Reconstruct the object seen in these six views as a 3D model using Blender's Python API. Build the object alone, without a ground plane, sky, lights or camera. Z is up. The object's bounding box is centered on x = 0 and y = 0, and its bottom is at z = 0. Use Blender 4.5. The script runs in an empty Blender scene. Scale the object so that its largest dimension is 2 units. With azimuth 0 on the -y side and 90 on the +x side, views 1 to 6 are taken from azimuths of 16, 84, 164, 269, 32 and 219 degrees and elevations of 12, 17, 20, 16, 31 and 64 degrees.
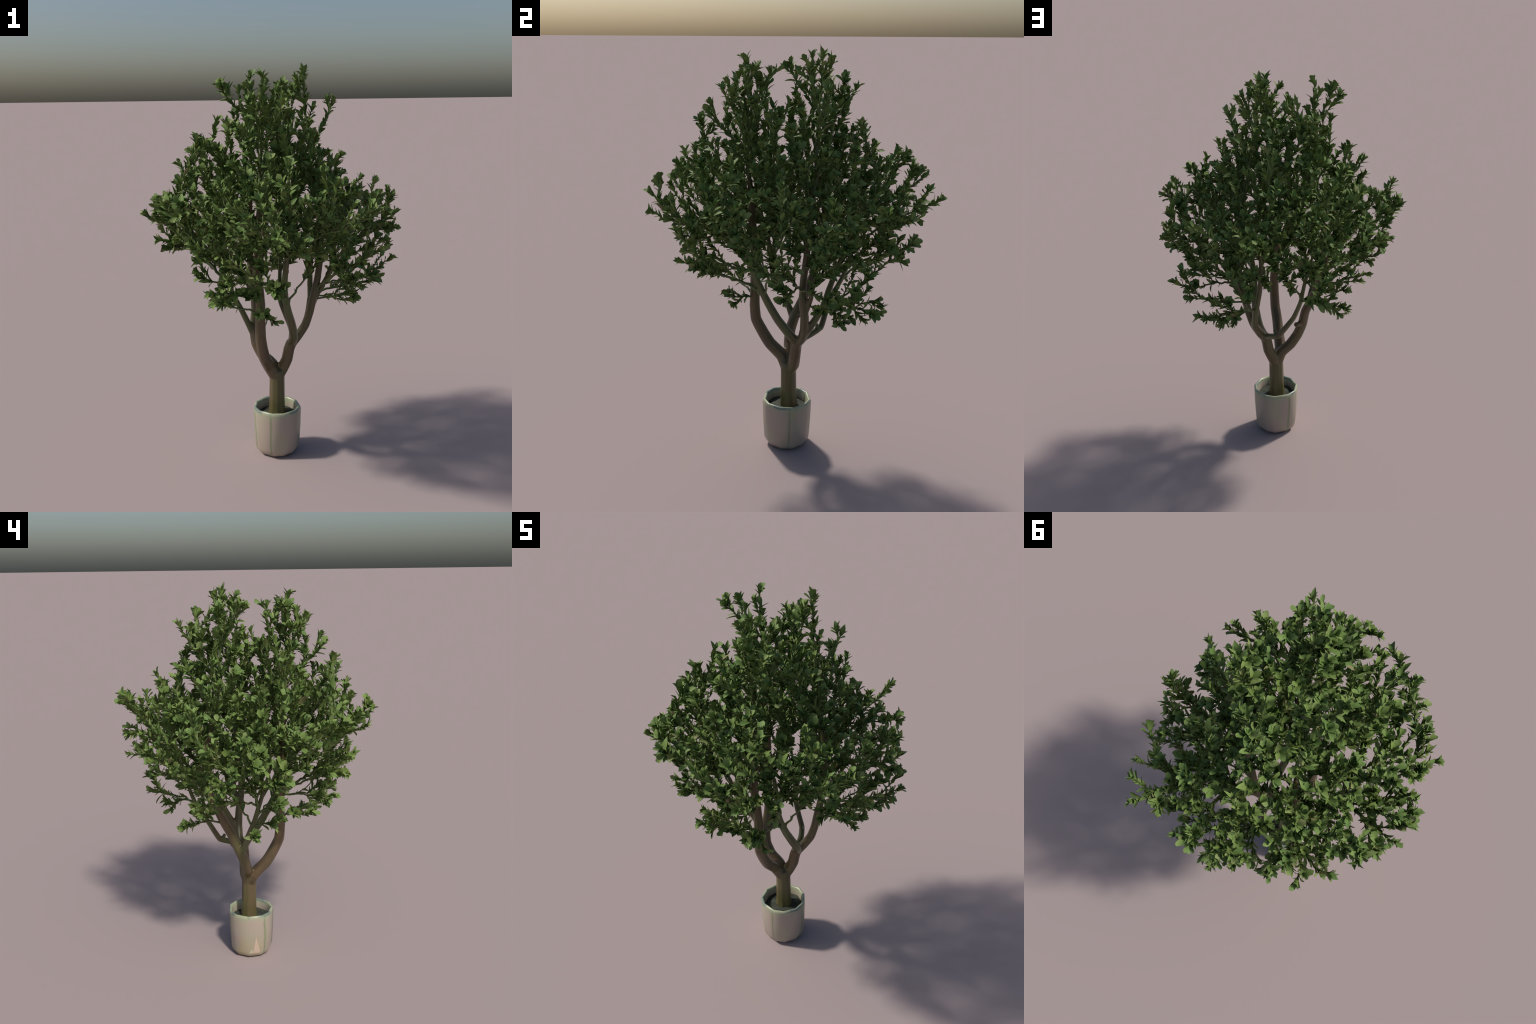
"""A small broadleaf tree in a round cream pot: a short trunk that forks into
three limbs, limbs that fork into branches, and leafy shoots that carry stiff,
clasping, pointed leaves up to a flared tuft at each tip."""
import bpy, math, random
import numpy as np
from mathutils import Vector, Matrix, kdtree

rng = np.random.default_rng(11)
random.seed(11)
V = lambda *a: np.array(a, float)
norm = lambda v: v / max(1e-9, np.linalg.norm(v))
coll = bpy.context.scene.collection

# --------------------------------------------------------------- materials
class Nodes:
    def __init__(self, name):
        self.mat = bpy.data.materials.new(name)
        self.mat.use_nodes = True
        self.t = self.mat.node_tree
        self.t.nodes.clear()
        self.out = self.t.nodes.new("ShaderNodeOutputMaterial")
        self.b = self.t.nodes.new("ShaderNodeBsdfPrincipled")
        self.t.links.new(self.b.outputs[0], self.out.inputs[0])
        self.geo = self.t.nodes.new("ShaderNodeNewGeometry")
        self.pos = self.geo.outputs["Position"]

    def link(self, a, b):
        if hasattr(a, "is_linked"):
            self.t.links.new(a, b)
        else:
            b.default_value = a

    def math(self, op, a, b=0.0, c=None, clamp=False):
        n = self.t.nodes.new("ShaderNodeMath")
        n.operation = op
        n.use_clamp = clamp
        self.link(a, n.inputs[0])
        self.link(b, n.inputs[1])
        if c is not None:
            self.link(c, n.inputs[2])
        return n.outputs[0]

    def noise(self, scale, detail=3.0, stretch=(1, 1, 1), rough=0.55, off=(0, 0, 0)):
        m = self.t.nodes.new("ShaderNodeMapping")
        self.link(self.pos, m.inputs["Vector"])
        m.inputs["Scale"].default_value = stretch
        m.inputs["Location"].default_value = off
        n = self.t.nodes.new("ShaderNodeTexNoise")
        self.link(m.outputs[0], n.inputs["Vector"])
        n.inputs["Scale"].default_value = scale
        n.inputs["Detail"].default_value = detail
        n.inputs["Roughness"].default_value = rough
        return n.outputs["Fac"]

    def ramp(self, fac, stops):
        n = self.t.nodes.new("ShaderNodeValToRGB")
        e = n.color_ramp.elements
        while len(e) < len(stops):
            e.new(0.5)
        for k, (p, c) in zip(e, stops):
            k.position = p
            k.color = (*c, 1) if len(c) == 3 else c
        self.link(fac, n.inputs[0])
        return n.outputs[0]

    def mask(self, fac, lo, hi):
        return self.math("MULTIPLY", self.math("SUBTRACT", fac, lo), 1.0 / (hi - lo), clamp=True)

    def mix(self, fac, a, b, mode="MIX"):
        n = self.t.nodes.new("ShaderNodeMix")
        n.data_type = "RGBA"
        n.blend_type = mode
        self.link(fac, n.inputs[0])
        self.link((*a, 1) if isinstance(a, tuple) else a, n.inputs[6])
        self.link((*b, 1) if isinstance(b, tuple) else b, n.inputs[7])
        return n.outputs[2]

    def finish(self, col, rough, spec=0.5, bump=None, dist=0.003, strength=0.4):
        self.link(col if hasattr(col, "is_linked") else (*col, 1), self.b.inputs["Base Color"])
        self.link(rough, self.b.inputs["Roughness"])
        self.b.inputs["Specular IOR Level"].default_value = spec
        if bump is not None:
            n = self.t.nodes.new("ShaderNodeBump")
            n.inputs["Strength"].default_value = strength
            n.inputs["Distance"].default_value = dist
            self.link(bump, n.inputs["Height"])
            self.t.links.new(n.outputs[0], self.b.inputs["Normal"])
        return self.mat


def leaf_material():
    n = Nodes("leaf_green")
    info = n.t.nodes.new("ShaderNodeObjectInfo")
    r = n.math("FRACT", n.math("ADD", n.geo.outputs["Random Per Island"], info.outputs["Random"]))
    green = n.ramp(r, [(0.0, (0.110, 0.178, 0.048)), (0.35, (0.142, 0.215, 0.056)),
                       (0.7, (0.168, 0.240, 0.064)), (0.95, (0.195, 0.252, 0.083)),
                       (0.992, (0.21, 0.23, 0.09)), (1.0, (0.24, 0.185, 0.10))])
    patch = n.noise(9.0, 2.0)
    col = n.mix(n.mask(patch, 0.42, 0.68), green, n.mix(1.0, green, (0.84, 0.94, 1.0), "MULTIPLY"))
    streak = n.noise(95.0, 2.0, off=(3, 1, 5))
    col = n.mix(n.math("MULTIPLY", n.mask(streak, 0.5, 0.75), 0.35), col, (0.16, 0.20, 0.06))
    return n.finish(col, 0.60, 0.22, bump=streak, dist=0.001, strength=0.25)


def bark_material(name, brown, dark, olive, amount):
    n = Nodes(name)
    grain = n.noise(17.0, 4.0, (1.0, 1.0, 0.16))
    col = n.mix(n.mask(grain, 0.40, 0.66), brown, dark)
    moss = n.noise(10.0, 3.0, (1, 1, 0.28), off=(4, 2, 7))
    col = n.mix(n.math("MULTIPLY", n.mask(moss, 0.42, 0.62), amount), col, olive)
    blush = n.noise(10.0, 2.0, (1, 1, 0.5), off=(9, 3, 1))
    col = n.mix(n.math("MULTIPLY", n.mask(blush, 0.60, 0.72), 0.4), col, (0.160, 0.092, 0.050))
    fine = n.noise(55.0, 3.0, (1, 1, 0.3))
    return n.finish(col, 0.36, 0.5, bump=fine, dist=0.0025, strength=0.2)


POT_X, POT_Y = 0.029, 0.008


def pot_material():
    n = Nodes("glazed_cream")
    sep = n.t.nodes.new("ShaderNodeSeparateXYZ")
    n.link(n.pos, sep.inputs[0])
    x = n.math("SUBTRACT", sep.outputs[0], POT_X)
    y = n.math("SUBTRACT", sep.outputs[1], POT_Y)
    z = sep.outputs[2]
    ang = n.math("ARCTAN2", y, x)
    wob = n.math("MULTIPLY", n.math("SUBTRACT", n.noise(9.0, 2.0), 0.5), 0.16)
    soft = n.noise(8.0, 2.0, (1, 1, 0.6))
    col = n.mix(n.mask(soft, 0.38, 0.66), (0.385, 0.335, 0.262), (0.390, 0.310, 0.268))
    tint = n.noise(11.0, 2.0, (1, 1, 0.5), off=(2, 8, 3))
    col = n.mix(n.math("MULTIPLY", n.mask(tint, 0.50, 0.68), 0.6), col, (0.350, 0.350, 0.235))
    yellow = n.noise(7.0, 1.0, (1, 1, 0.7), off=(6, 1, 9))
    col = n.mix(n.math("MULTIPLY", n.mask(yellow, 0.58, 0.70), 0.7), col, (0.42, 0.36, 0.19))
    # green drip seams down the wall
    for a, w, s in ((-91, 0.09, 0.8), (-2, 0.08, 0.65), (111, 0.11, 0.75), (-143, 0.10, 0.8), (126, 0.03, 0.5), (-172, 0.02, 0.25)):
        d = n.math("ABSOLUTE", n.math("SUBTRACT", n.math("ADD", ang, wob), math.radians(a)))
        m = n.math("POWER", n.math("SUBTRACT", 1.0, n.math("DIVIDE", d, w), clamp=True), 1.3)
        col = n.mix(n.math("MULTIPLY", m, s), col, (0.155, 0.225, 0.090))
    # celadon rim, pooled unevenly below the lip
    pool = n.math("ADD", z, n.math("MULTIPLY", n.math("SUBTRACT", n.noise(13.0, 2.0, off=(1, 5, 2)), 0.5), 0.05))
    col = n.mix(n.math("MULTIPLY", n.mask(pool, 0.219, 0.253), 0.75), col, (0.33, 0.38, 0.235))
    teal = n.noise(12.0, 2.0, (1, 1, 0.2), off=(7, 7, 7))
    lip = n.math("MULTIPLY", n.mask(z, 0.241, 0.249), n.mask(teal, 0.50, 0.60))
    col = n.mix(n.math("MULTIPLY", lip, 0.75), col, (0.12, 0.165, 0.15))
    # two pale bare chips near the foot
    ang2 = n.math("MODULO", n.math("ADD", ang, 2 * math.pi), 2 * math.pi)
    for a0, z0, h, hw, lean, c in ((3.385, 0.030, 0.098, 0.185, -0.02, (0.56, 0.43, 0.335)), (3.105, 0.032, 0.028, 0.10, 0.04, (0.52, 0.52, 0.36))):
        up = n.math("DIVIDE", n.math("SUBTRACT", z, z0), h)
        cen = n.math("ADD", a0, n.math("MULTIPLY", up, lean))
        half = n.math("MULTIPLY", n.math("SUBTRACT", 1.0, up), hw)
        ins = n.math("MULTIPLY", n.math("LESS_THAN", n.math("ABSOLUTE", n.math("SUBTRACT", ang2, cen)), half),
                     n.math("GREATER_THAN", up, 0.0))
        outer = n.math("GREATER_THAN", n.math("ADD", n.math("MULTIPLY", x, x), n.math("MULTIPLY", y, y)), 0.0102)
        col = n.mix(n.math("MULTIPLY", ins, outer), col, c)
    return n.finish(col, 0.30, 0.45, bump=n.noise(20.0, 2.0), dist=0.004, strength=0.12)


def soil_material():
    n = Nodes("dark_soil")
    g = n.noise(35.0, 5.0)
    col = n.mix(n.mask(g, 0.4, 0.65), (0.030, 0.034, 0.026), (0.062, 0.072, 0.052))
    return n.finish(col, 0.8, 0.3, bump=g, dist=0.006, strength=0.5)


LEAF = leaf_material()
BARK = bark_material("brown_bark", (0.125, 0.088, 0.045), (0.090, 0.063, 0.034), (0.105, 0.098, 0.036), 0.85)
BARK_YOUNG = bark_material("olive_bark", (0.105, 0.090, 0.042), (0.078, 0.070, 0.034), (0.092, 0.112, 0.036), 0.9)
TWIG = bark_material("green_twig_bark", (0.100, 0.125, 0.042), (0.085, 0.105, 0.036), (0.095, 0.150, 0.042), 0.9)
POT = pot_material()
SOIL = soil_material()

# --------------------------------------------------------------- mesh helpers
def make_object(name, verts, faces, mat, parent=None, smooth=True):
    me = bpy.data.meshes.new(name)
    me.from_pydata([tuple(v) for v in verts], [], [tuple(f) for f in faces])
    me.materials.append(mat)
    if smooth:
        me.polygons.foreach_set("use_smooth", [True] * len(me.polygons))
    me.update()
    ob = bpy.data.objects.new(name, me)
    coll.objects.link(ob)
    ob.parent = parent
    return ob


def resample(pts, step):
    """Catmull-Rom curve through pts, sampled about every `step` metres."""
    P = [np.asarray(p, float) for p in pts]
    P = [2 * P[0] - P[1]] + P + [2 * P[-1] - P[-2]]
    out = []
    for i in range(1, len(P) - 2):
        a, b, c, d = P[i - 1:i + 3]
        k = max(2, int(np.linalg.norm(c - b) / step))
        for t in np.linspace(0, 1, k, endpoint=False):
            out.append(0.55 * (b + (c - b) * t) + 0.45 * 0.5 * (2 * b + (c - a) * t + (2 * a - 5 * b + 4 * c - d) * t * t + (3 * b - a - 3 * c + d) * t ** 3))
    out.append(P[-2])
    return np.array(out)


def frames(path):
    """Tangent, side and up vectors carried along a path without twist."""
    T = np.gradient(path, axis=0)
    T /= np.linalg.norm(T, axis=1)[:, None] + 1e-12
    side = norm(np.cross(T[0], V(0, 0, 1) if abs(T[0][2]) < 0.9 else V(1, 0, 0)))
    S, U = [], []
    for t in T:
        side = norm(side - t * (side @ t))
        S.append(side)
        U.append(np.cross(t, side))
    return T, np.array(S), np.array(U)


def tube(path, radii, sides=7):
    T, S, U = frames(path)
    a = np.linspace(0, 2 * np.pi, sides, endpoint=False)
    ring = np.cos(a)[None, :, None] * S[:, None] + np.sin(a)[None, :, None] * U[:, None]
    v = path[:, None] + ring * np.asarray(radii)[:, None, None]
    n = len(path)
    verts = v.reshape(-1, 3)
    faces = []
    for i in range(n - 1):
        for j in range(sides):
            k = (j + 1) % sides
            faces.append((i * sides + j, i * sides + k, (i + 1) * sides + k, (i + 1) * sides + j))
    faces.append(tuple(range(sides))[::-1])
    faces.append(tuple(range((n - 1) * sides, n * sides)))
    return verts, faces


class Bag:
    """Collects many small pieces into one mesh."""
    def __init__(self):
        self.v, self.f, self.n = [], [], 0

    def add(self, verts, faces):
        self.v.append(np.asarray(verts))
        self.f += [tuple(i + self.n for i in f) for f in faces]
        self.n += len(verts)

    def build(self, name, mat, parent):
        return make_object(name, np.concatenate(self.v), self.f, mat, parent)


tree = bpy.data.objects.new("potted_tree", None)
coll.objects.link(tree)
tree["label"] = "small bushy green tree in a round cream pot"
tree["category"] = "potted tree"

# --------------------------------------------------------------- pot and soil
def lathe(profile, sides, jitter):
    """Turn (radius, z) points round the pot axis; the wall has a few broad flats."""
    ang = [2 * math.pi * (i + jitter[i % len(jitter)]) / sides + 0.15 for i in range(sides)]
    verts, faces = [], []
    for r, z in profile:
        for i, a in enumerate(ang):
            rr = r * (1 + 0.012 * math.sin(3 * i + 1))
            verts.append((POT_X + rr * math.cos(a), POT_Y + rr * math.sin(a), z))
    for k in range(len(profile) - 1):
        for i in range(sides):
            j = (i + 1) % sides
            faces.append((k * sides + i, k * sides + j, (k + 1) * sides + j, (k + 1) * sides + i))
    faces.append(tuple(range(sides))[::-1])
    n = len(profile) - 1
    faces.append(tuple(n * sides + i for i in range(sides)))
    return verts, faces


JIT = (0.0, 0.12, -0.1, 0.08, -0.06)
pot_v, pot_f = lathe([(0.088, 0.006), (0.101, 0.008), (0.110, 0.020), (0.1175, 0.040), (0.1240, 0.15), (0.1262, 0.240),
                      (0.1250, 0.252), (0.1205, 0.2575), (0.1135, 0.256), (0.1090, 0.248), (0.1050, 0.195), (0.103, 0.17)], 11, JIT)
pot = make_object("pot", pot_v, pot_f, POT, tree)
foot_v, foot_f = lathe([(0.082, 0.0), (0.086, 0.002), (0.086, 0.007)], 11, JIT)
make_object("foot", foot_v, foot_f, SOIL, pot)

sv, sf = [(POT_X, POT_Y, 0.216)], []
SR, SA = 6, 36
for i in range(1, SR + 1):
    for j in range(SA):
        a, r = 2 * math.pi * j / SA, 0.112 * i / SR
        z = 0.216 - 0.012 * (i / SR) ** 2 + 0.004 * math.sin(5 * a + i) * math.sin(2.1 * i)
        sv.append((POT_X + r * math.cos(a), POT_Y + r * math.sin(a), z))
for j in range(SA):
    sf.append((0, 1 + j, 1 + (j + 1) % SA))
for i in range(SR - 1):
    for j in range(SA):
        k = (j + 1) % SA
        sf.append((1 + i * SA + j, 1 + (i + 1) * SA + j, 1 + (i + 1) * SA + k, 1 + i * SA + k))
make_object("soil", sv, sf, SOIL, tree)

# --------------------------------------------------------------- woody frame
# Each limb: (parent or None, control points, start radius, end radius, bark)
FRAME = {
    "trunk": [[(.027, .018, .17), (.027, .018, .24), (.028, .016, .33), (.029, .014, .42)], .040, .037, BARK],
    "left_front": [[(.027, .012, .41), (-.004, -.014, .475), (-.012, -.077, .545), (-.015, -.112, .605), (-.013, -.148, .68),
                    (-.011, -.155, .76), (-.010, -.154, .85), (-.017, -.153, .95), (-.026, -.155, 1.05), (-.01, -.165, 1.2), (.0, -.18, 1.4)], .031, .011, BARK],
    "left_back": [[(.027, .020, .41), (.0, .026, .478), (-.052, .028, .52), (-.089, .038, .58), (-.107, .066, .655), (-.110, .107, .747),
                   (-.128, .144, .822), (-.154, .188, .93), (-.172, .223, 1.02), (-.17, .22, 1.2), (-.15, .17, 1.4)], .029, .010, BARK],
    "right": [[(.030, .018, .41), (.052, .036, .45), (.078, .038, .507), (.088, .041, .562), (.102, .045, .60)], .029, .026, BARK],
    "right_front": [[(.100, .044, .59), (.122, .005, .645), (.126, -.055, .728), (.117, -.102, .812), (.112, -.142, .896), (.115, -.17, .966),
                     (.14, -.22, 1.1), (.17, -.29, 1.25)], .022, .008, BARK_YOUNG],
    "right_mid": [[(.102, .046, .59), (.130, .066, .628), (.168, .069, .69), (.194, .064, .768), (.217, .050, .866), (.235, .048, .95),
                   (.25, .06, 1.1), (.22, .09, 1.35)], .022, .009, BARK_YOUNG],
    "right_back": [[(.125, .062, .622), (.165, .088, .685), (.174, .125, .750), (.176, .162, .82), (.170, .180, .88), (.165, .205, .95), (.17, .25, 1.08), (.19, .31, 1.2)], .018, .007, BARK_YOUNG],
    "back": [[(.098, .05, .598), (.085, .12, .63), (.062, .170, .652), (.030, .195, .705), (-.007, .226, .775), (-.022, .290, .884), (-.03, .33, 1.0), (-.05, .38, 1.15)], .015, .006, BARK_YOUNG],
    "left_side": [[(-.095, .045, .60), (-.118, .050, .645), (-.158, .015, .758), (-.193, -.015, .846), (-.228, -.035, .932), (-.25, -.06, 1.02), (-.31, -.09, 1.15)], .016, .006, BARK_YOUNG],
    "right_inner": [[(.197, .064, .775), (.235, .085, .87), (.29, .09, .98), (.36, .09, 1.1)], .012, .005, BARK_YOUNG],
}
STUBS = [((-.10, .075, .66), (-.055, .105, .672), .0145), ((.068, .160, .648), (.072, .142, .678), .010)]

limbs = {}
for name, (pts, r0, r1, mat) in FRAME.items():
    path = resample(pts, 0.02)
    t = np.linspace(0, 1, len(path))
    rad = r0 + (r1 - r0) * t
    if name == "trunk":
        rad = rad + 0.006 * np.exp(-((path[:, 2] - 0.2) / 0.03) ** 2)
    limbs[name] = (path, rad * 1.05 + 0.0018, mat)

bag = Bag()
for name, (path, rad, mat) in limbs.items():
    bag.add(*tube(path, rad, 9))
for a, b, r in STUBS:
    p = np.linspace(a, b, 4)
    bag.add(*tube(p, [r * 1.1, r, r, r], 8))
for c, r, up in (((.028, .014, .435), .040, .03), ((.104, .046, .600), .029, .02), ((-.098, .048, .615), .021, .02)):
    p = np.array(c) + np.linspace(-1, 1, 7)[:, None] * V(0, 0, up)
    bag.add(*tube(p, r * np.sqrt(1.02 - np.linspace(-1, 1, 7) ** 2) ** 0.7, 9))   # swelling where limbs fork
wood = bag.build("wood", BARK, None)
for kind, kw in (("REMESH", dict(mode="VOXEL", voxel_size=0.0042)), ("SMOOTH", dict(factor=0.5, iterations=8))):
    m = wood.modifiers.new(kind, kind)
    for k, v in kw.items():
        setattr(m, k, v)
bpy.context.view_layer.update()
dg = bpy.context.evaluated_depsgraph_get()
whole = bpy.data.meshes.new_from_object(wood.evaluated_get(dg))
bpy.data.objects.remove(wood)

# Split the smooth wood into trunk and branches: nearest limb axis decides.
names = list(limbs)
axis_pts = np.concatenate([limbs[n][0] for n in names])
axis_rad = np.concatenate([limbs[n][1] for n in names])
axis_id = np.concatenate([np.full(len(limbs[n][0]), i) for i, n in enumerate(names)])
nv = len(whole.vertices)
co = np.empty(nv * 3)
whole.vertices.foreach_get("co", co)
co = co.reshape(-1, 3)
nrm = np.empty(nv * 3)
whole.vertices.foreach_get("normal", nrm)
nrm = nrm.reshape(-1, 3)
faces = [tuple(p.vertices) for p in whole.polygons]
cent = np.array([co[list(f)].mean(0) for f in faces])
owner = np.empty(len(faces), int)
for i in range(0, len(faces), 4000):
    d = np.linalg.norm(cent[i:i + 4000, None] - axis_pts[None], axis=2) - axis_rad[None]
    owner[i:i + 4000] = axis_id[d.argmin(1)]
for i, n in enumerate(names):
    mine = np.nonzero(owner == i)[0]
    used = sorted({v for k in mine for v in faces[k]})
    remap = {v: j for j, v in enumerate(used)}
    ob = make_object("trunk" if n == "trunk" else "branch", co[used], [tuple(remap[v] for v in faces[k]) for k in mine], limbs[n][2], tree)
    ob.data.normals_split_custom_set_from_vertices([tuple(nrm[v]) for v in used])
bpy.data.meshes.remove(whole)

# --------------------------------------------------------------- leading shoots
# Where the leading shoots of the crown end, listed round the tree by the side they reach to.
LEADERS = {
    "peaks": [(.02, -.203, 1.983), (-.139, .135, 1.985), (.142, .135, 2.0), (-.271, .046, 1.932), (-.262, .15, 1.90), (.297, .134, 1.85),
              (.145, -.318, 1.857), (.0, -.292, 1.88), (.101, -.10, 1.92), (.13, .07, 1.965), (-.03, .20, 1.90),
              (.01, .27, 1.885), (-.077, .345, 1.842), (-.078, -.09, 1.87), (-.05, -.19, 1.93), (-.24, -.126, 1.775), (.0, -.04, 1.73)],
    "left": [(-.36, -.15, .97), (-.51, -.12, 1.14), (-.55, -.15, 1.22), (-.59, -.05, 1.31), (-.562, -.303, 1.319), (-.54, -.18, 1.34),
             (-.46, -.36, 1.40), (-.47, -.045, 1.545), (-.33, -.24, 1.63), (-.275, -.37, 1.64), (-.344, .077, 1.635),
             (-.412, .149, 1.59), (-.501, .278, 1.46), (-.549, .272, 1.386), (-.589, .203, 1.317), (-.617, .01, 1.286), (-.628, .085, 1.233),
             (-.54, .219, 1.25), (-.571, .147, 1.135), (-.525, .17, 1.064), (-.465, .246, 1.173), (-.412, .297, 1.0), (-.32, -.013, .778),
             (-.275, -.12, .85)],
    "front": [(-.207, -.311, .873), (-.175, -.437, .967), (-.125, -.436, 1.01), (-.057, -.438, .981), (-.06, -.507, 1.068), (-.03, -.566, 1.16),
              (-.21, -.50, 1.182), (-.265, -.479, 1.235), (-.328, -.417, 1.294), (-.012, -.628, 1.306), (-.318, -.449, 1.503), (-.06, -.414, 1.583),
              (-.006, -.421, 1.593), (-.244, -.406, 1.682), (-.02, -.38, 1.737), (.142, -.419, 1.0), (.167, -.475, 1.036), (.156, -.542, 1.054),
              (.2, -.658, 1.311), (.079, -.662, 1.371), (.026, -.631, 1.429), (.092, -.528, 1.494), (.223, -.50, 1.585), (.055, -.30, .82),
              (-.008, -.405, .95), (.30, -.52, 1.22), (.34, -.44, 1.42)],
    "right": [(.50, -.08, .96), (.59, -.12, 1.16), (.551, -.036, 1.37), (.586, -.274, 1.369), (.514, -.414, 1.372), (.549, -.10, 1.487),
              (.41, -.34, 1.497), (.341, -.30, 1.552), (.42, .205, .80), (.409, .128, .86), (.421, .208, .88), (.492, .362, .882),
              (.54, .121, .967), (.619, .222, 1.045), (.505, .113, 1.072), (.581, .278, 1.084), (.553, .053, 1.182), (.622, .066, 1.249),
              (.633, .114, 1.305), (.531, .23, 1.331), (.502, .38, 1.362), (.615, .134, 1.388), (.335, .128, 1.589), (.44, -.22, 1.12)],
    "back": [(.352, .393, .881), (.298, .51, 1.087), (.316, .562, 1.174), (.48, .49, 1.315), (.259, .588, 1.321), (.338, .653, 1.365),
             (.073, .668, 1.429), (.387, .59, 1.429), (.01, .634, 1.459), (.155, .328, 1.70), (-.25, .34, .845), (-.104, .458, .919),
             (-.067, .535, .982), (-.046, .554, 1.063), (-.029, .607, 1.214), (-.139, .59, 1.223), (-.273, .527, 1.236), (-.40, .445, 1.248),
             (-.447, .389, 1.229), (-.054, .627, 1.329), (-.118, .614, 1.498), (-.179, .614, 1.502), (-.094, .463, 1.557), (-.027, .324, 1.648),
             (-.291, .272, .916), (.16, .50, 1.57), (-.30, .42, 1.50)],
}
leaders = np.array([p for g in LEADERS.values() for p in g])

# --------------------------------------------------------------- growing twigs
skel_p, skel_d, skel_r = [], [], []
for n in names:
    path, rad, _ = limbs[n]
    T = frames(path)[0]
    for p, d, r in zip(path, T, rad):
        if n != "trunk" and p[2] > 0.62:
            skel_p.append(p)
            skel_d.append(d)
            skel_r.append(r)


def grow(tip, r_tip=0.0032, leader=True):
    """Curve from the best place on the existing wood out to `tip`."""
    P, D, R = np.array(skel_p), np.array(skel_d), np.array(skel_r)
    d = tip - P
    L = np.linalg.norm(d, axis=1)
    u = d / L[:, None]
    turn = 1 - (u * D).sum(1)
    # shoots rise and spread: they leave the wood below and inside them
    aim = norm(norm(tip - V(0.02, 0.01, 0.70)) + V(0, 0, 0.35 if tip[2] > 1.0 else -0.1))
    cost = (L + 0.10) * (1 + 0.5 * turn + 2.6 * (1 - u @ aim))
    cost[L < 0.05] += 1
    k = int(cost.argmin())
    p0, len_ = P[k], L[k]
    end_dir = norm(0.6 * u[k] + 0.5 * aim)
    c1 = p0 + norm(D[k] + u[k]) * len_ * 0.33
    c2 = tip - end_dir * len_ * 0.3
    n = max(5, int(len_ / 0.02))
    t = np.linspace(0, 1, n)[:, None]
    path = (1 - t) ** 3 * p0 + 3 * (1 - t) ** 2 * t * c1 + 3 * (1 - t) * t * t * c2 + t ** 3 * tip
    w = rng.normal(0, 0.0035, (n, 3))
    w[0] = w[-1] = 0
    path = path + w
    r0 = min(R[k] * 0.75, 0.0042 + 0.010 * len_)
    rad = np.maximum(r0 + (r_tip - r0) * np.linspace(0, 1, n), r_tip)
    T = frames(path)[0]
    for i in range(2, int(n * 0.75)):
        skel_p.append(path[i])
        skel_d.append(T[i])
        skel_r.append(rad[i])
    return path, rad


shoots = []   # (path, radii, leafy length, is leader)
CROWN = V(0.01, 0.0, 1.28)
order = np.argsort(np.linalg.norm((leaders - CROWN) * V(1, 1, 0.8), axis=1))[::-1]
# Strong leaders first, so that weaker ones branch off them.
for i in order:
    tip = leaders[i]
    tip = tip - norm(tip - V(0.02, 0, 0.9)) * (0.036 if tip[2] > 1.8 else 0.036)
    path, rad = grow(tip)
    shoots.append((path, rad, 0.40 if tip[2] > 0.98 else 0.19, True))

# Fill the crown between the leaders. Its body is a broad disc that draws in to three spires:
# half-widths in x and y against height, then the spires as leaning columns.
CROWN_Z = (0.98, 1.04, 1.10, 1.16, 1.22, 1.28, 1.34, 1.40, 1.46, 1.52, 1.58, 1.64, 1.72, 1.78)
CROWN_X = (0.25, 0.38, 0.48, 0.54, 0.57, 0.60, 0.59, 0.57, 0.47, 0.38, 0.32, 0.28, 0.23, 0.18)
CROWN_Y = (0.36, 0.46, 0.51, 0.55, 0.58, 0.61, 0.61, 0.60, 0.52, 0.44, 0.37, 0.33, 0.31, 0.27)
CROWN_HOLE = (0.9, 0.72, 0.40, 0.15, 0, 0, 0, 0, 0, 0, 0, 0, 0, 0)   # bare share under the middle
SPIRES = [((.02, -.05), .09, 1.74), ((.05, -.19), .10, 1.92), ((.12, .12), .10, 1.93), ((-.17, .11), .085, 1.88), ((-.02, .24), .07, 1.84)]

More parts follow.
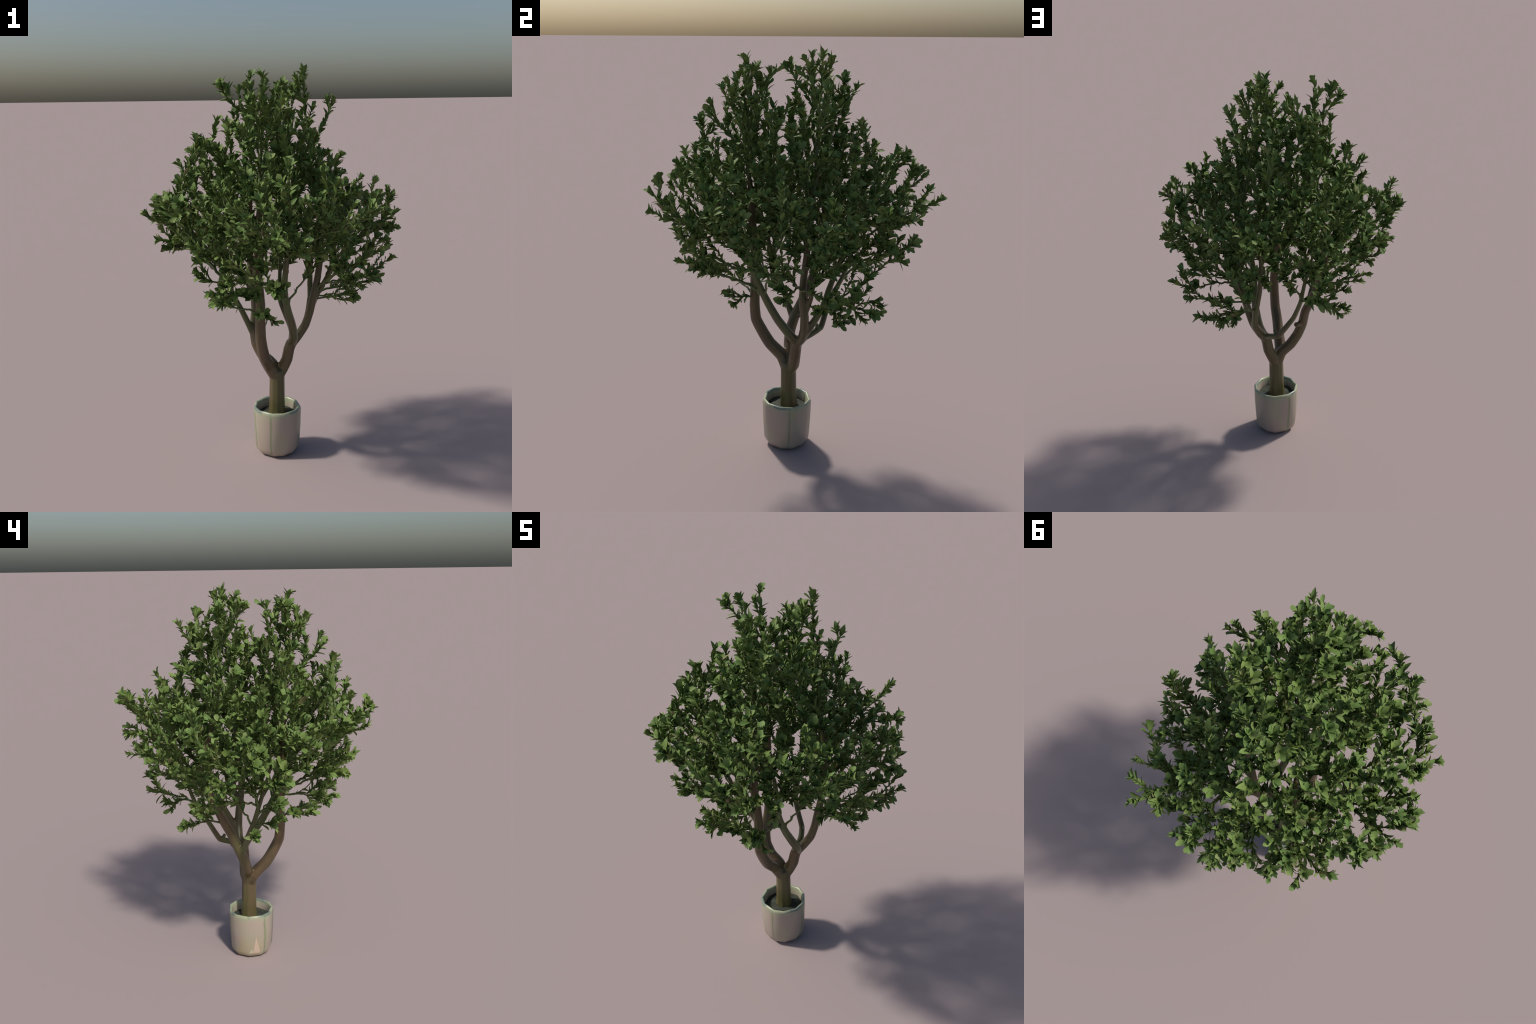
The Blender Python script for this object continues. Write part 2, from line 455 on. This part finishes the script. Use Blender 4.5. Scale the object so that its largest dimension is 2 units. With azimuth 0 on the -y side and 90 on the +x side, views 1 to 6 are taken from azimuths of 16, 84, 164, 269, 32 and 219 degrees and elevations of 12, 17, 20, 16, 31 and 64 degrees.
placed = [p for p in leaders]
FILL = 430
tries = 0
fill_tips = []
while len(fill_tips) < FILL and tries < 40000:
    tries += 1
    if rng.random() < 0.12:
        (cx, cy), w, top = SPIRES[rng.integers(len(SPIRES))]
        z = rng.uniform(1.68, top)
        w = w * (1 - 0.5 * (z - 1.68) / 0.3)
        ph, q = rng.random() * 6.283, w * math.sqrt(rng.random())
        p = V(cx + q * math.cos(ph), cy + q * math.sin(ph), z)
    else:
        z = rng.uniform(0.98, 1.76)
        rx, ry, hole = (float(np.interp(z, CROWN_Z, c)) for c in (CROWN_X, CROWN_Y, CROWN_HOLE))
        if rng.random() > 0.10 + rx * ry / 0.36:
            continue
        q = rng.random() ** 0.42
        if q < hole:
            continue
        ph = rng.random() * 6.283
        lump = 0.965 + 0.035 * math.sin(3 * ph + 6 * z) * math.sin(5 * ph - 9 * z)
        # the low skirt leans to the back right; the waist is cut in at the other two corners
        lump *= 1 + (0.09 * math.cos(ph - 0.785) if z < 1.25 else -0.03 + 0.03 * math.sin(2 * ph))
        p = V(0.0 + rx * q * lump * math.cos(ph), ry * q * lump * math.sin(ph), z)
        p[2] += rng.normal(0, 0.01)
    # the crown's hem hangs lower at the back and on the left than at the front corners
    hem = 0.98 + 0.5 * max(0, 0.7 * (p[0] - p[1]) - 0.10) + 0.5 * max(0, -0.7 * (p[0] + p[1]) - 0.25)
    if p[2] < hem:
        continue
    if min(np.linalg.norm(np.array(placed) - p, axis=1)) < 0.060:
        continue
    placed.append(p)
    fill_tips.append(p)
for p in sorted(fill_tips, key=lambda q: np.linalg.norm(q - CROWN)):
    path, rad = grow(p, 0.0028, leader=False)
    shoots.append((path, rad, 0.26, False))

# Side sprays: short shoots that fork off near the ends, mostly upward and outward.
for path, rad, leafy, lead in list(shoots):
    T, S, U = frames(path)
    seg = np.concatenate([[0], np.cumsum(np.linalg.norm(np.diff(path, axis=0), axis=1))])
    many = rng.choice([1, 2, 3, 4], p=[.40, .35, .20, .05]) if lead else rng.choice([0, 1, 2], p=[.60, .32, .08])
    for j in range(many):
        back = rng.uniform(0.25, 1.0) * min(0.22, seg[-1] * 0.6)
        k = int(np.searchsorted(seg, seg[-1] - back))
        k = min(max(k, 1), len(path) - 1)
        ph = rng.random() * 6.283
        a = math.radians(rng.uniform(32, 58))
        d = norm(T[k] * math.cos(a) + (math.cos(ph) * S[k] + math.sin(ph) * U[k]) * math.sin(a) + V(0, 0, 0.18))
        length = min(rng.uniform(0.045, 0.10), back * 0.75 + 0.005)
        t = np.linspace(0, 1, 5)[:, None]
        side = path[k] + d * length * t + T[k] * 0.18 * length * t * t
        if math.hypot(side[-1][0] / 0.61, side[-1][1] / 0.65) > 1 or side[-1][2] > 1.95:
            continue
        shoots.append((side, np.linspace(min(rad[k], 0.0035), 0.0022, 5), length, False))

# --------------------------------------------------------------- leaves
def leaf_mesh(kind):
    """A stiff leaf along +Y, clasping base at the origin, upper face +Z, unit length.
    Rows run base to tip; each row is left edge, midrib, right edge."""
    rows = {
        "lance": [(0, .09), (.22, .15), (.48, .19), (.76, .12), (1, .006)],
        "dagger": [(0, .11), (.2, .13), (.45, .12), (.75, .07), (1, .004)],
        "spoon": [(0, .08), (.25, .12), (.55, .20), (.82, .20), (1, .05)],
        "wedge": [(0, .07), (.3, .12), (.6, .19), (.88, .24), (1, .17)],
    }[kind]
    fold = {"lance": .45, "dagger": .6, "spoon": .45, "wedge": .6}[kind]
    v, f = [], []
    for t, w in rows:
        bend = 0.05 * math.sin(t * math.pi) - 0.03 * t * t
        cut = (0.16, 0.03) if kind == "wedge" and t == 1 else (0, 0)   # torn, slanting end
        v += [(-w, t - cut[0], bend + fold * w), (0.12 * w, t, bend), (w, t + cut[1], bend + fold * w)]
    for i in range(len(rows) - 1):
        for j in range(2):
            a = i * 3 + j
            f.append((a, a + 1, a + 4, a + 3))
    return np.array(v), f


KINDS = ["lance", "dagger", "spoon", "wedge"]
LEAF_SHAPES = {k: leaf_mesh(k) for k in KINDS}


def leaf_matrix(base, axis, up, length, width):
    y = norm(axis)
    z = norm(up - y * (up @ y))
    x = np.cross(y, z)
    return np.column_stack([x * width, y * length, z * length]), base


leaf_list = []   # (shoot index, kind, 3x3, base, size)
for si, (path, rad, leafy, lead) in enumerate(shoots):
    T, S, U = frames(path)
    seg = np.linalg.norm(np.diff(path, axis=0), axis=1)
    s = np.concatenate([[0], np.cumsum(seg)])
    total = s[-1]
    start = max(total - leafy, min(total * 0.12, 0.03))
    at = start
    phi = rng.random() * 6.28
    at_list = []
    while at < total - 0.006:
        at_list.append(at)
        at += (0.0090 if total - at < 0.12 else 0.0115) * rng.uniform(0.7, 1.35)
    for at in at_list:
        p = np.array([np.interp(at, s, path[:, c]) for c in range(3)])
        k = min(len(path) - 1, int(np.searchsorted(s, at)))
        phi += 2.4 + rng.normal(0, 0.35)
        inner = math.hypot(p[0], p[1])
        if p[2] < 1.10 - 0.35 * inner and inner < 0.33 and total - at > 0.09 and rng.random() < 0.85:
            continue   # shaded out: bare twigs under the middle of the crown
        rad_dir = math.cos(phi) * S[k] + math.sin(phi) * U[k]
        lean = math.radians(rng.normal(43, 13))
        axis = T[k] * math.cos(lean) + rad_dir * math.sin(lean) + V(0, 0, 0.12)
        up = T[k] * math.sin(lean) - rad_dir * math.cos(lean)
        L = rng.uniform(0.026, 0.054) * (1.3 if rng.random() < 0.07 else 1)
        kind = KINDS[rng.choice(4, p=[.44, .32, .13, .11])]
        leaf_list.append((si, kind, *leaf_matrix(p, axis, up, L, L * rng.uniform(0.85, 1.4)), L))
    # flared tuft at the tip
    m = rng.integers(5, 8)
    for j in range(m):
        phi = 6.283 * j / m + rng.normal(0, 0.25)
        rad_dir = math.cos(phi) * S[-1] + math.sin(phi) * U[-1]
        lean = math.radians(rng.normal(31, 13))
        axis = T[-1] * math.cos(lean) + rad_dir * math.sin(lean)
        up = T[-1] * math.sin(lean) - rad_dir * math.cos(lean)
        L = rng.uniform(0.034, 0.057)
        kind = KINDS[rng.choice(4, p=[.36, .20, .17, .27])]
        leaf_list.append((si, kind, *leaf_matrix(path[-1] - T[-1] * rng.uniform(0.004, 0.014), axis, up, L, L * rng.uniform(0.85, 1.4)), L * 1.5))

# stems: leaders are objects of their own, the fine fill is one mass
shoot_objects = {}
fine = Bag()
for si, (path, rad, leafy, lead) in enumerate(shoots):
    verts, fcs = tube(path, rad, 5)
    if lead:
        shoot_objects[si] = make_object("shoot", verts, fcs, TWIG, tree)
    else:
        fine.add(verts, fcs)
twigs = fine.build("twigs", TWIG, tree)
twigs["kind"] = "stuff"

# The 300 leaves that show largest (on the leading shoots) are single objects.
single = sorted((i for i, l in enumerate(leaf_list) if l[0] in shoot_objects), key=lambda i: -leaf_list[i][4])[:300]
single_set = set(single)
shared = {}
for k, (v, f) in LEAF_SHAPES.items():
    me = bpy.data.meshes.new("leaf_" + k)
    me.from_pydata([tuple(p) for p in v], [], f)
    me.materials.append(LEAF)
    me.polygons.foreach_set("use_smooth", [True] * len(me.polygons))
    shared[k] = me
mass = Bag()
for i, (si, kind, M, base, size) in enumerate(leaf_list):
    if i in single_set:
        ob = bpy.data.objects.new("leaf", shared[kind])
        coll.objects.link(ob)
        ob.parent = shoot_objects[si]
        ob.matrix_world = Matrix([[*M[r], base[r]] for r in range(3)] + [[0, 0, 0, 1]])
    else:
        v, f = LEAF_SHAPES[kind]
        mass.add(v @ M.T + base, f)
foliage = mass.build("foliage", LEAF, tree)
foliage["kind"] = "stuff"
print("shoots", len(shoots), "leaves", len(leaf_list), "fill", len(fill_tips))
